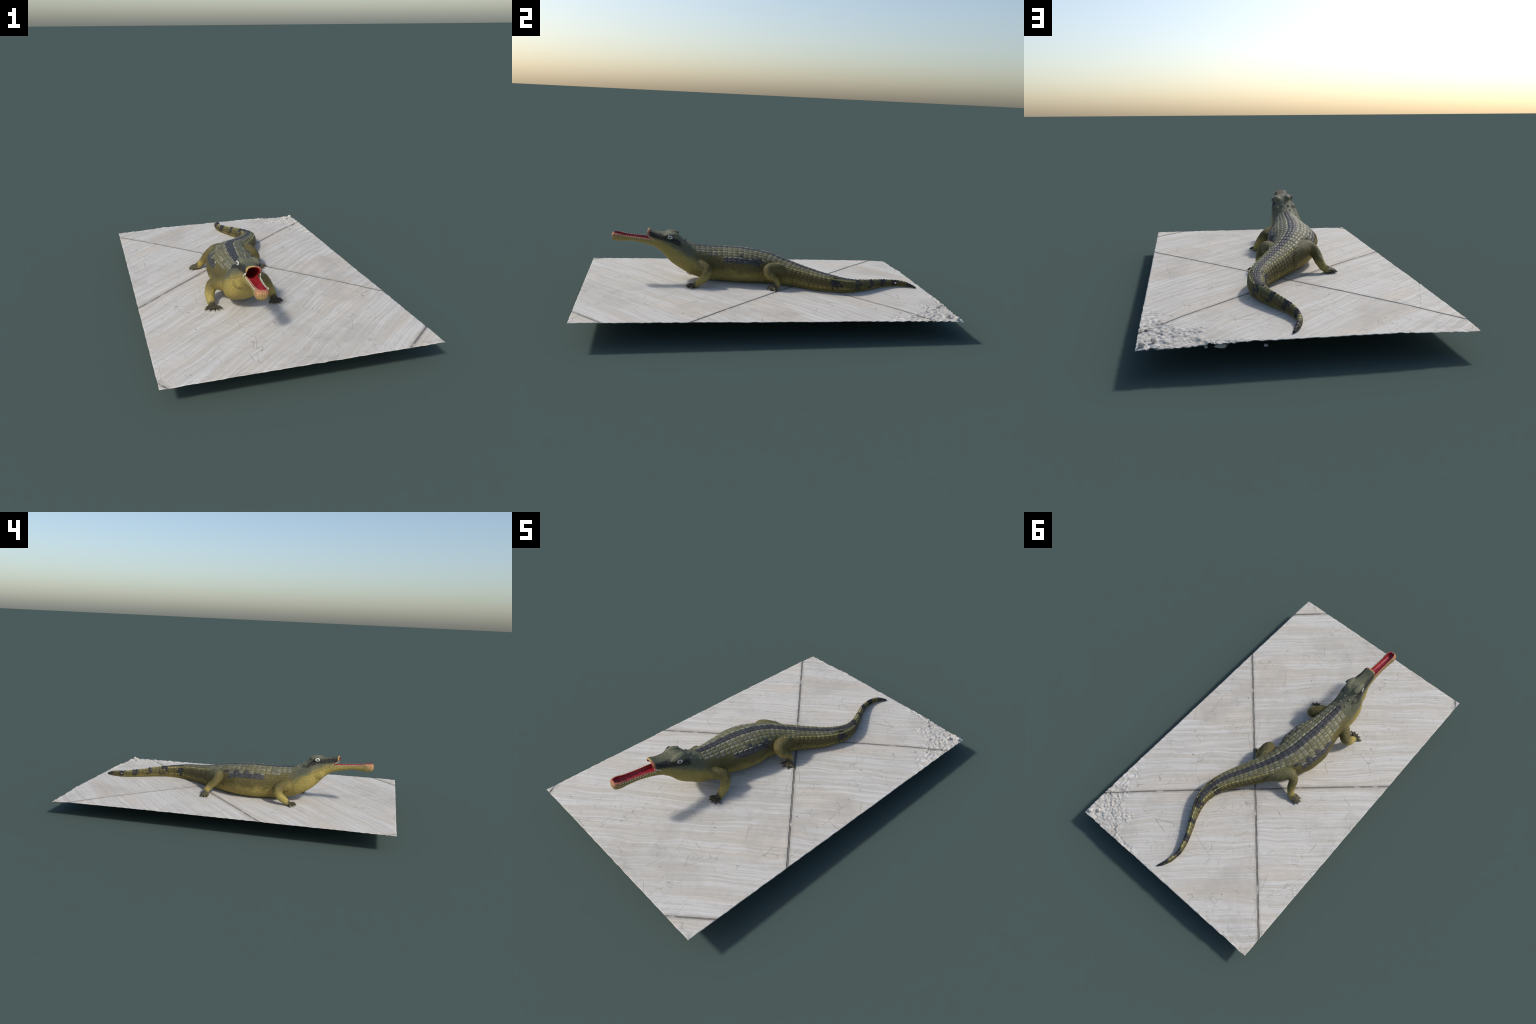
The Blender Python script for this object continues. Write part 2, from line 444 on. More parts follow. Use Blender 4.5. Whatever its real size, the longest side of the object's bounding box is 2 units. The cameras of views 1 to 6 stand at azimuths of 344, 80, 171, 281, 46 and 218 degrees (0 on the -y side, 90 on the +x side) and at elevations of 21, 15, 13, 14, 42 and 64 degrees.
def boolean(mesh, cutter):
    c = bpy.data.objects.new("cutter", cutter); bpy.context.scene.collection.objects.link(c)
    out = applied(mesh, ("BOOLEAN", dict(operation="DIFFERENCE", object=c, solver="EXACT")))
    bpy.data.objects.remove(c); return out
body = boolean(body, cavity)
body = boolean(body, gap_mesh)
cav_tree = BVHTree.FromPolygons([v.co for v in cavity.vertices], [p.vertices for p in cavity.polygons])

# fuse limbs softly, then gentle relief (folds on the throat, lumpy flanks)
V = coords(body)
E = np.empty(len(body.edges)*2, np.int32); body.edges.foreach_get("vertices", E); E = E.reshape(-1, 2)
deg = np.bincount(E.ravel(), minlength=len(V)).astype(float)
wgt = np.zeros(len(V))
for c in ((-.195, -.330, .225), (-.030, -.335, .225), (-.085, .155, .215), (.020, .120, .205), (-.19, -.33, .18), (-.04, -.33, .18), (-.09, .15, .17), (.01, .12, .16)):
    wgt = np.maximum(wgt, 1 - smooth01(.032, .072, np.linalg.norm(V - np.array(c), axis=1)))
for c in ((-.12, -.47, .31), (-.12, -.54, .31)):
    wgt = np.maximum(wgt, .8*(1 - smooth01(.07, .11, np.linalg.norm(V - np.array(c), axis=1))))
wgt[(V[:, 1] < -.588)] = 0
for _ in range(42):
    acc = np.zeros_like(V); np.add.at(acc, E[:, 0], V[E[:, 1]]); np.add.at(acc, E[:, 1], V[E[:, 0]])
    V += (acc/np.maximum(deg, 1)[:, None] - V)*(.5*wgt)[:, None]
body.vertices.foreach_set("co", V.astype(np.float32).ravel()); body.update()
N = np.array([v.normal for v in body.vertices])
for i, p in enumerate(V):
    if p[1] > -.585:
        if p[1] < -.455:
            lat = p[0] - float(SPINE(p[1])); line_z = float(np.interp(p[1], [-.59, -.53, -.468], [.348, .318, .289])) - .10*lat
            if abs(lat) > .028: V[i] -= N[i]*.0032*math.exp(-((p[2] - line_z)/.0035)**2)*smooth01(-.462, -.475, p[1])
        V[i] += N[i]*(.0010*fnoise(p, 42) + .0006*fnoise(p, 120, 3.1) + (.0016*fnoise(p, 16, 5.7) if -.6 < p[1] < -.3 else 0))
body.vertices.foreach_set("co", V.astype(np.float32).ravel()); body.update()
VN = np.array([v.normal for v in body.vertices])
body_tree = BVHTree.FromPolygons([Vector(p) for p in V], [tuple(p.vertices) for p in body.polygons])

# ------------------------------------------------------------------ split by region
def path_dense(L):
    p = np.array(L["path"]); t = np.r_[0, np.cumsum(np.linalg.norm(np.diff(p, axis=0), axis=1))]
    u = np.linspace(0, t[-1], 40)
    return np.stack([catmull(t, p[:, k])(u) for k in range(3)], -1), catmull(t, np.array(L["rad"]))(u)
dense = {k: path_dense(L) for k, L in LIMBS.items()}

YT = np.linspace(-.86, .97, 1831)
TAB = {k: f(YT) for k, f in dict(x=SPINE, h=heading, top=TOP, bot=BOT, w=WID, zw=ZW, nu=NU, nl=NL).items()}
def look(k, y): return np.interp(y, YT, TAB[k])
def outside(p):
    """How far points lie outside the plain trunk section (1 = on it)."""
    y = p[:, 1].copy()
    for _ in range(4):
        a = look("h", y); l = (p[:, 0] - look("x", y))*np.cos(a) - (p[:, 1] - y)*np.sin(a)
        y = p[:, 1] + l*np.sin(a)
    z, zw = p[:, 2], look("zw", y)
    up = z >= zw; n = np.where(up, look("nu", y), look("nl", y)); hgt = np.where(up, look("top", y) - zw, zw - look("bot", y))
    return (np.abs(l/look("w", y))**n + np.abs((z - zw)/np.maximum(hgt, .004))**n)**(1/n)

centers = np.empty(len(body.polygons)*3, np.float32); body.polygons.foreach_get("center", centers); centers = centers.reshape(-1, 3).astype(float)
cy, cz = centers[:, 1], centers[:, 2]
lab = np.where(cy < -.435, "head", np.where(cy < -.36, "neck", np.where(cy < .135, "torso", "tail"))).astype(object)
best = np.full(len(centers), .02); who = np.full(len(centers), "", object)
for k, (P, R) in dense.items():
    d = np.full(len(centers), 9.0)
    for q, r in zip(P, R): d = np.minimum(d, np.linalg.norm(centers - q, axis=1) - r)
    d = np.minimum(d, np.linalg.norm(centers - np.array(TOES[k][0]), axis=1) - .05)
    hit = d < best; best[hit] = d[hit]; who[hit] = k
limb = (who != "") & (cy > -.45) & (cy < .26) & ((outside(centers) > 1.07) | (cz < .1165))
lab[limb] = who[limb]
jawm = (cy < -.6) & (cz < .40) & ((cy < -.645) | (cz < .366 - (cy + .60)*.35))
lab[jawm] = "lower_jaw"
for i in np.nonzero(cy < -.48)[0]:
    if cav_tree.find_nearest(Vector(centers[i]))[3] < .0014: lab[i] = "mouth_lining"
label = list(lab)
adj = {}
for i, p in enumerate(body.polygons):
    for e in p.edge_keys: adj.setdefault(e, []).append(i)
nb = [[] for _ in label]
for f in adj.values():
    if len(f) == 2: nb[f[0]].append(f[1]); nb[f[1]].append(f[0])
for _ in range(10):  # settle ragged borders
    new = list(label)
    for i, a in enumerate(nb):
        if a and label[i] != "mouth_lining":
            other = [label[j] for j in a if label[j] != label[i]]
            if len(other)*2 > len(a): new[i] = max(set(other), key=other.count)
    label = new

def toe_mid(k):
    t = TOES[k][3]; return (sum(p[0] for p in t)/len(t), sum(p[1] for p in t)/len(t), .116)
body_skin = skin("scaly_skin"); tail_skin = skin("furrowed_tail_skin", grooves=True); tail_plate = skin("tail_scale_skin", bands=False)
mats = {"mouth_lining": None, "tail": tail_skin}
mouth = Graph("red_mouth")
nn = mouth.noise(60, 3)
mats["mouth_lining"] = mouth.done(mouth.mix(mouth.step(nn, .3, .7), (.24, .012, .018), (.36, .026, .032)), .32, nn, .2, .002, Specular_IOR_Level=.5)
for k in LIMBS: mats[k] = skin("limb_skin", toe_mid(k), .056, BLACK if "fore" in k else (.050, .047, .036))
NAMES = {"right_fore": "forelimb", "left_fore": "forelimb", "right_hind": "hindlimb", "left_hind": "hindlimb"}
parts = {}
for key in ("head", "lower_jaw", "mouth_lining", "neck", "torso", "tail", *LIMBS):
    faces = [tuple(body.polygons[i].vertices) for i, l in enumerate(label) if l == key]
    used = sorted({v for f in faces for v in f}); new = {v: i for i, v in enumerate(used)}
    m = bpy.data.meshes.new(NAMES.get(key, key))
    m.from_pydata([tuple(V[v]) for v in used], [], [tuple(new[v] for v in f) for f in faces]); m.update()
    m.polygons.foreach_set("use_smooth", [True]*len(m.polygons))
    m.normals_split_custom_set_from_vertices([tuple(VN[v]) for v in used])
    parts[key] = link(NAMES.get(key, key), m, gharial, mats.get(key) or body_skin)

# ------------------------------------------------------------------ scutes laid over the back
def arc_section(y):
    """Upper half of the section by arc length from the midline, right half mirrored."""
    t = np.linspace(np.pi/2, -.75, 160)
    l, z = section(t, float(WID(y)), float(TOP(y)), float(BOT(y)), float(ZW(y)), float(NU(y)), float(NL(y)))
    s = np.r_[0, np.cumsum(np.hypot(np.diff(l), np.diff(z)))]
    return s, l, z
YB = np.linspace(-.40, .955, 680); AB = np.linspace(0, .26, 131)
SURF = np.zeros((2, len(YB), len(AB), 3))
for i, y in enumerate(YB):
    s_, l_, z_ = arc_section(y)
    for k, sgn in enumerate((1, -1)): SURF[k, i] = place(np.full(len(AB), y), sgn*np.interp(AB, s_, l_), np.interp(AB, s_, z_))
def on_back(y, a):
    k = 0 if a >= 0 else 1
    fy = min(max((y - YB[0])/(YB[1] - YB[0]), 0), len(YB) - 1.001); fa = min(abs(a)/(AB[1] - AB[0]), len(AB) - 1.001)
    i, j = int(fy), int(fa); u, v = fy - i, fa - j; S = SURF[k]
    return (S[i, j]*(1 - v) + S[i, j+1]*v)*(1 - u) + (S[i+1, j]*(1 - v) + S[i+1, j+1]*v)*u

def snap(p, n):
    hit = body_tree.ray_cast(Vector(p + n*.03), Vector(-n), .06)
    return np.array(hit[0]) if hit[0] is not None else p

def plate(name, y0, y1, a0, a1, mat, height=.0022, keel=.0008, parent=None, n=6, power=4.0, back=0.0, fringe=None):
    """Domed plate with rounded corners, sunk edges, following the body."""
    verts, faces = [], []
    ym, am = (y0 + y1)/2, (a0 + a1)/2
    for i in range(n + 1):
        for j in range(n + 1):
            u, v = 2*i/n - 1, 2*j/n - 1
            u, v = (math.copysign(1 - (1 - abs(q))**1.9, q) for q in (u, v))
            # round the corners of the square
            q = (abs(u)**power + abs(v)**power)**(1/power); mx = max(abs(u), abs(v))
            k = mx/q if q > 0 else 1
            uu, vv = u*k, v*k
            yy, aa = ym + uu*(y1 - y0)/2, am + vv*(a1 - a0)/2
            p = on_back(yy, aa)
            e = .0015
            du, dv = on_back(yy + e, aa) - on_back(yy - e, aa), on_back(yy, aa + e) - on_back(yy, aa - e)
            nrm = np.cross(dv, du); nrm /= np.linalg.norm(nrm)
            if nrm[2] < 0 and abs(aa) < .06: nrm = -nrm
            base = snap(p, nrm)
            if np.linalg.norm(base - p) > .008: return None   # a limb lies over this spot
            f = 1 - max(abs(u), abs(v))**6
            hh = -.0008 + (height + .0008)*f + keel*max(0, 1 - abs(v)*3.2)*(1 - abs(u)**4) + back*max(0, u)*(1 - u**6)*(1 - v*v)
            verts.append(tuple(base + nrm*hh))
    for i in range(n):
        for j in range(n):
            a = i*(n + 1) + j; faces.append((a, a + n + 1, a + n + 2, a + 1))
    m = bpy.data.meshes.new(name); m.from_pydata(verts, [], faces); m.update()
    if len(m.polygons) and sum(p.normal.z for p in m.polygons) < 0 and abs(am) < .06: m.flip_normals()
    m.polygons.foreach_set("use_smooth", [True]*len(m.polygons))
    o = link(name, m, parent or gharial, mat)
    if fringe:      # pale edge along one side
        m.materials.append(fringe[0])
        rows = (0, 1) if fringe[1] < 0 else (n - 1, n - 2)
        for k, p in enumerate(m.polygons):
            if k % n in rows and 0 < k//n < n - 1: p.material_index = 1
    return o

olive_plate = plate_material("olive_scute", (.122, .116, .068), (.165, .157, .097), (.28, .265, .18))
dark_plate = plate_material("dark_stripe_scute", (.038, .039, .044), (.058, .059, .064), (.095, .095, .098))
pale_edge = plate_material("pale_scute_edge", (.26, .25, .17), (.34, .325, .23), (.46, .44, .33))
nape_plate = plate_material("grey_scute", (.115, .115, .083), (.160, .157, .115), (.27, .265, .21))

# station list: equal steps along the spine
yd = np.linspace(-.37, .965, 1200); sd = np.r_[0, np.cumsum(np.hypot(np.diff(SPINE(yd)), np.diff(yd)))]
def y_at(s): return float(np.interp(s, sd, yd))
def s_at(y): return float(np.interp(y, yd, sd))
row = 0; s = s_at(-.362)
while y_at(s) < .535:
    ya = y_at(s); pitch = .0315 if ya < .1 else max(.0225, .0315 - (ya - .1)*.03)
    yb = y_at(s + pitch*.945); ymid = (ya + yb)/2
    sc = float(np.interp(ymid, [-.36, -.25, -.12, .0, .1, .2, .28, .4, .55], [.80, .86, 1.0, .98, .80, .66, .58, .50, .42]))
    widths = [.0195*sc, .0225*sc, .0220*sc, .0215*sc, .0205*sc, .0195*sc, .0185*sc]
    count = int(np.interp(ymid, [-.36, -.30, -.22, .05, .12, .2, .28, .38, .44, .55], [4, 4.6, 7, 7, 5, 4, 3, 3, 2, 1]))
    for side in (-1, 1):
        a = 0.0
        for c in range(count):
            a0, a1 = a + .0010, a + widths[c] - .0010; a += widths[c]
            dark = c == 0 or (c >= 5 and -.20 < ymid < .06) or (c == 4 and -.12 < ymid < .03 and rng.random() < .35)
            if c >= 5 and not dark: continue
            mat = dark_plate if dark else (nape_plate if ymid < -.24 or (c < 3 and rng.random() < .25) else olive_plate)
            j = rng.uniform(-.001, .001)
            plate("scute", ya + .0005 + j, yb + j, *( (a0, a1) if side > 0 else (-a1, -a0)), mat, height=.0013 if ymid < .27 else .0009, keel=rng.uniform(.0002, .0009), fringe=(pale_edge, -side) if (c in (1, 3, 5) and ymid < .2 and rng.random() < .72) else None)
    s += pitch; row += 1

# ------------------------------------------------------------------ tail scales: rings of plates, two crests that merge into one
ridge_hw = Profile([(.09, .070), (.155, .058), (.23, .050), (.305, .043), (.38, .036), (.44, .031), (.50, .025), (.55, .016), (.585, .0), (1, .0)])
def ridge_scale(y0, y1, a, hgt, mat):
    """Leaning saw-tooth scale on a tail crest."""
    n = 5; V2, F2 = [], []
    for i in range(n + 1):
        u = i/n; y = y0 + (y1 - y0)*u
        p = on_back(y, a); q = on_back(y, a*.8 if a else .004); r = on_back(y, a*1.2 if a else -.004)
        up = np.array((0, 0, 1.)); out = p - place(np.array(y), np.array(0.), np.array(float(ZW(y)))); out /= np.linalg.norm(out)
        d = (up*.5 + out*.5) if a else up
        b = snap(p, out if a else up); t = (u**1.3)*(1 - max(0, u - .82)/.18*.8)
        wq = (r - q); wq /= np.linalg.norm(wq); wd = .0052*(1 - .25*u)
        V2 += [tuple(b - wq*wd - d*.002), tuple(b - wq*wd*.45 + d*hgt*t*.7), tuple(b + d*hgt*t), tuple(b + wq*wd*.45 + d*hgt*t*.7), tuple(b + wq*wd - d*.002)]
    for i in range(n):
        for j in range(4):
            k = i*5 + j; F2.append((k, k + 1, k + 6, k + 5))
    F2 += [(4, 3, 2, 1, 0), tuple(n*5 + j for j in range(5))]
    m = bpy.data.meshes.new("crest_scale"); m.from_pydata(V2, [], F2); m.update()
    bm = bmesh.new(); bm.from_mesh(m); bmesh.ops.recalc_face_normals(bm, faces=bm.faces); bm.to_mesh(m); bm.free()
    m.polygons.foreach_set("use_smooth", [True]*len(m.polygons))
    return link("crest_scale", m, gharial, mat)
crest_light = plate_material("pale_crest", (.22, .185, .065), (.30, .25, .10), (.46, .41, .24))
crest_dark = plate_material("dark_crest", (.020, .021, .025), (.036, .036, .040), (.075, .074, .072))
def in_band(y): return any(a - .004 < y < b + .004 for a, b in BANDS)

s = s_at(.135)
while y_at(s) < .935:
    ya = y_at(s); pitch = float(np.interp(ya, [.09, .3, .5, .7, .93], [.025, .024, .023, .022, .017]))
    yb = y_at(s + pitch*.93); ymid = (ya + yb)/2
    r = float(ridge_hw(ymid)); tall = float(np.interp(ymid, [.09, .2, .5, .7, .9], [.003, .0055, .007, .006, .0035]))
    for side in ((-1, 1) if r > .006 else (0,)):
        sa, la, za = arc_section(ymid); a = float(np.interp(r, la[:80], sa[:80]))
        ridge_scale(ya, yb, side*a, tall, crest_dark if in_band(ymid) and ymid > .52 else crest_light)
    if ymid > .19:
        sa, la, za = arc_section(ymid); a0 = float(np.interp(r, la[:80], sa[:80])) + .006
        a_end = float(np.interp(-(float(BOT(ymid)) + .022), -za, sa)) if ymid < .6 else float(np.interp(-(float(BOT(ymid)) + .012), -za, sa))
        n = max(1, int(round((a_end - a0)/.0165)))
        for side in (-1, 1):
            for c in range(n if not .812 < ymid < .862 else 0):
                u0, u1 = a0 + (a_end - a0)*c/n + .0006, a0 + (a_end - a0)*(c + 1)/n - .0006
                sh = -.0055*c*(1 if ymid < .6 else .4)
                plate("tail_scale", ya + sh, yb + sh, *((u0, u1) if side > 0 else (-u1, -u0)), crest_dark if in_band(ymid + sh + rng.uniform(-.006, .006)) and (c < n - 1 or rng.random() < .35) and rng.random() < .9 else tail_plate, height=.0016, keel=0, n=4, power=7, back=.0006)
    s += pitch

# ------------------------------------------------------------------ knobs on the nape
knob_mat = plate_material("nape_knob", (.15, .155, .11), (.21, .21, .155), (.38, .38, .30))
kb = bmesh.new(); bmesh.ops.create_uvsphere(kb, u_segments=14, v_segments=9, radius=1); km = bpy.data.meshes.new("nape_knob"); kb.to_mesh(km); kb.free()
km.polygons.foreach_set("use_smooth", [True]*len(km.polygons)); km.materials.append(knob_mat)
for y, l in ((-.432, .017), (-.426, -.018), (-.399, .020), (-.393, -.021), (-.415, .042), (-.410, -.045), (-.378, .045), (-.372, -.048)):
    p = place(np.array(y), np.array(l), np.array(float(TOP(y)))); hit = body_tree.ray_cast(Vector(p) + Vector((0, 0, .05)), Vector((0, 0, -1)))
    o = link("nape_knob", km, gharial); o.location = Vector(hit[0]) if hit[0] else Vector(p)
    k = rng.uniform(.85, 1.15)*(1 if abs(l) < .03 else .75); o.scale = (.0052*k, .0075*k, .0055*k); o.rotation_euler = (-.5, 0, 0)

# ------------------------------------------------------------------ eyes
white = plain("eye_white", (.46, .45, .40), .18, .12, 200)
black = plain("pupil_black", (.010, .010, .012), .12, .1)
rim_mat = plain("eye_rim", (.035, .034, .03), .4, .3)
def uv_ball(name, r, mat, seg=28):
    b = bmesh.new(); bmesh.ops.create_uvsphere(b, u_segments=seg, v_segments=seg//2 + 2, radius=r); m = bpy.data.meshes.new(name); b.to_mesh(m); b.free()
    m.polygons.foreach_set("use_smooth", [True]*len(m.polygons)); m.materials.append(mat); return m
eye_m, pupil_m = uv_ball("eye", 1, white), uv_ball("pupil", 1, black)
rb = bmesh.new()
seg = 28
vs = [[rb.verts.new(((1.08 + .16*math.cos(b*math.pi/4))*math.cos(a*2*math.pi/seg), (1.0 + .16*math.cos(b*math.pi/4))*math.sin(a*2*math.pi/seg)*(1 if math.sin(a*2*math.pi/seg) > 0 else .9), .22*math.sin(b*math.pi/4))) for b in range(8)] for a in range(seg)]
for a in range(seg):
    for b in range(8): rb.faces.new((vs[a][b], vs[(a+1) % seg][b], vs[(a+1) % seg][(b+1) % 8], vs[a][(b+1) % 8]))
rim_m = bpy.data.meshes.new("eyelid"); bmesh.ops.recalc_face_normals(rb, faces=rb.faces); rb.to_mesh(rim_m); rb.free()
rim_m.polygons.foreach_set("use_smooth", [True]*len(rim_m.polygons)); rim_m.materials.append(rim_mat)
for centre, side in (((-.073, -.512, .379), 1), ((-.166, -.510, .389), -1)):
    look = Vector((side*.93, -.26, .16)).normalized()
    hit = body_tree.ray_cast(Vector(centre) + look*.04, -look); c = hit[0] if hit[0] else Vector(centre)
    q = look.to_track_quat("Z", "Y")
    e = link("eye", eye_m, gharial); e.location = c - look*.0015; e.rotation_mode = "QUATERNION"; e.rotation_quaternion = q; e.scale = (.0165, .0125, .0080)
    bpy.context.view_layer.update()
    p = link("pupil", pupil_m, e); p.location = c + look*.0050 + Vector((0, -.0015, 0)); p.rotation_mode = "QUATERNION"; p.rotation_quaternion = q; p.scale = (.0058, .0058, .0024)
    r = link("eyelid", rim_m, gharial); r.location = c + look*.0010; r.rotation_mode = "QUATERNION"; r.rotation_quaternion = q; r.scale = (.0160, .0125, .012)

# ------------------------------------------------------------------ teeth and claws
def cone(name, mat, bend=.25, seg=10):
    b = bmesh.new(); prev = None; rows = 6
    for i in range(rows):
        t = i/rows; r = (1 - t)**.75; c = (bend*t*t, 0, t)
        ring = [b.verts.new((c[0] + r*math.cos(2*math.pi*j/seg)*.5, r*math.sin(2*math.pi*j/seg)*.5, c[2])) for j in range(seg)]
        if prev:
            for j in range(seg): b.faces.new((prev[j], prev[(j+1) % seg], ring[(j+1) % seg], ring[j]))
        prev = ring
    tip = b.verts.new((bend, 0, 1))
    for j in range(seg): b.faces.new((prev[j], prev[(j+1) % seg], tip))
    m = bpy.data.meshes.new(name); b.to_mesh(m); b.free()
    m.polygons.foreach_set("use_smooth", [True]*len(m.polygons)); m.materials.append(mat); return m
tooth_m = cone("tooth", plain("tooth_ivory", (.56, .52, .44), .3, .1), .1)
claw_m = cone("claw", plain("claw_horn", (.30, .28, .23), .35, .5, 300), .3)
def stick(mesh, name, base, direction, width, length, parent):
    o = link(name, mesh, parent); o.location = base; o.rotation_mode = "QUATERNION"
    o.rotation_quaternion = Vector(direction).normalized().to_track_quat("Z", "X"); o.scale = (width, width, length); return o
for side in (-1, 1):
    for y in np.arange(-.812, -.606, .0128):
        w = float(np.interp(y, [-.83, -.805, -.775, -.73, -.68, -.64, -.60], [.0240, .0275, .0262, .0262, .0272, .0295, .033]))
        yj = y + rng.uniform(-.0015, .0015)
        p = place(np.array(yj), np.array(side*w), np.array(.45))
        axis = place(np.array(yj), np.array(side*w), np.array(.30)) - p
        hit = body_tree.ray_cast(Vector(place(np.array(yj), np.array(side*w), np.array(float(np.interp(yj, [-.84, -.8, -.7, -.64, -.6], [.41, .41, .395, .385, .372]))))), Vector(axis))
        if hit[0] is None or hit[0].z < .335: continue
        stick(tooth_m, "tooth", hit[0] - Vector((0, 0, .0015)) + Vector((side*.0012, 0, 0)), (side*.6, -.1, 1), .0046, rng.uniform(.0070, .0090), parts["lower_jaw"])
    for k, y in enumerate(np.arange(-.634, -.598, .0075)):
        w = float(np.interp(y, [-.64, -.60], [.031, .037])); zz = float(np.interp(y, [-.64, -.60], [.389, .361]))
        p = place(np.array(y), np.array(side*w), np.array(zz))
        stick(tooth_m, "tooth", p + np.array((0, 0, .003)), (side*.15, -.15, -1), .0046, rng.uniform(.009, .012), parts["head"])
for k, (c, r, turn, tips) in TOES.items():
    for t in tips:
        d = np.array([t[0] - c[0], t[1] - c[1]]); d /= np.linalg.norm(d)
        base = np.array([t[0] - d[0]*.002, t[1] - d[1]*.002, floor_z(*t) + .0075])
        stick(claw_m, "claw", base, (d[0], d[1], -.38), .0058, .0125, parts[k])

# ------------------------------------------------------------------ tiled floor
floor = bpy.data.objects.new("tiled_floor", None); bpy.context.scene.collection.objects.link(floor)
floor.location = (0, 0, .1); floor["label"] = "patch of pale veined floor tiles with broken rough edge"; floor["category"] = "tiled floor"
bpy.context.view_layer.update()

AX = np.array([.741, .672])            # direction of the veins and of the second joint
AY = np.array([-.672, .741])
def line(p, d):                          # joint through p along d: returns normal and offset
    d = np.array(d, float); d /= np.linalg.norm(d); n = np.array([-d[1], d[0]]); return n, float(n @ np.array(p))
JOINTS = [(line((.604, -.424), (-1.199, 1.303)), .0050), (line((-.605, -.252), (.574, .521)), .0042),
          (line((.603, -.851), (.157, .147)), .0045), (line((-.606, -.947), (.03, -.05)), .0040)]

HX, HY, CELL = .607, 1.0, .0055
def rough_amount(x, y):
    c = smooth01(.90, 1.15, (x - .30)/.30 + (y - .62)/.38 + .30*fnoise((x, y, 0), 13, 3.3))
    c = max(c, .9*smooth01(.955, .99, y)*smooth01(.10, .30, x))
    c = max(c, .35*smooth01(.93, .99, y)*smooth01(-.10, -.35, x), .30*smooth01(.45, .60, y)*smooth01(.54, .60, x))
    return float(max(c, .22*smooth01(.52, .80, -x)*smooth01(.7, .95, y)))
bm = bmesh.new()
nx, ny = int(2*HX/CELL), int(2*HY/CELL)
grid = [[bm.verts.new((-HX + 2*HX*i/nx, -HY + 2*HY*j/ny, 0)) for j in range(ny + 1)] for i in range(nx + 1)]
for i in range(nx):
    for j in range(ny): bm.faces.new((grid[i][j], grid[i+1][j], grid[i+1][j+1], grid[i][j+1]))
for (n, o), hw in JOINTS:
    for k in (-hw, hw):
        bmesh.ops.bisect_plane(bm, geom=bm.verts[:] + bm.edges[:] + bm.faces[:], dist=1e-5, plane_co=(*(n*(o + k)), 0), plane_no=(*n, 0))
bm.verts.index_update(); bm.faces.ensure_lookup_table()
def side_key(c):
    key = []
    for (n, o), hw in JOINTS:
        d = float(n @ np.array(c[:2])) - o
        if abs(d) < hw: return "joint"
        key.append(d > 0)
    return tuple(key)
keys = [side_key(f.calc_center_median()) for f in bm.faces]
FV = np.array([v.co for v in bm.verts]); FZ = np.zeros(len(FV)); rr = np.zeros(len(FV))
for i, (x, y, _) in enumerate(FV):
    r = rough_amount(x, y); r *= .55 + .45*(fnoise((x, y, 0), 14, 9.0) > -.15); rr[i] = r
    z = floor_z(x, y) + .0011*fnoise((x, y, 0), 5, 1.3) + .0006*fnoise((x, y, .5), 38, 2.2)
    edge = max(smooth01(HX - .03, HX, abs(x)), smooth01(HY - .03, HY, abs(y)))
    z += .0022*edge*fnoise((x, y, 1), 45, 4.4)
    cellv = noise.cell(Vector((x*95, y*95, 3.0))); z += r*(.0030*(cellv - .3) + .0045*fnoise((x, y, 2), 60, 7.7) + .006*fnoise((x, y, 2), 24, 1.7))
    FZ[i] = z
    on_x, on_y = abs(abs(x) - HX) < 1e-4, abs(abs(y) - HY) < 1e-4
    if not (on_x or on_y):
        FV[i, 0] += r*.0022*fnoise((x, y, 4), 150, 1.0); FV[i, 1] += r*.0022*fnoise((x, y, 5), 150, 2.0)
    if on_x: FV[i, 0] -= math.copysign(max(0, .0010 + .0016*fnoise((x, y, 0), 26, 5.5) + r*.006*fnoise((x, y, 0), 70, 5.5)), x)
    if on_y and not on_x: FV[i, 1] -= math.copysign(max(0, (.0012 + .002*fnoise((x, y, 0), 26, 6.5)) + (r*.010*max(0, fnoise((x, y, 0), 34, 6.5)) if y > 0 else 0)), y)
FV[:, 2] = FZ

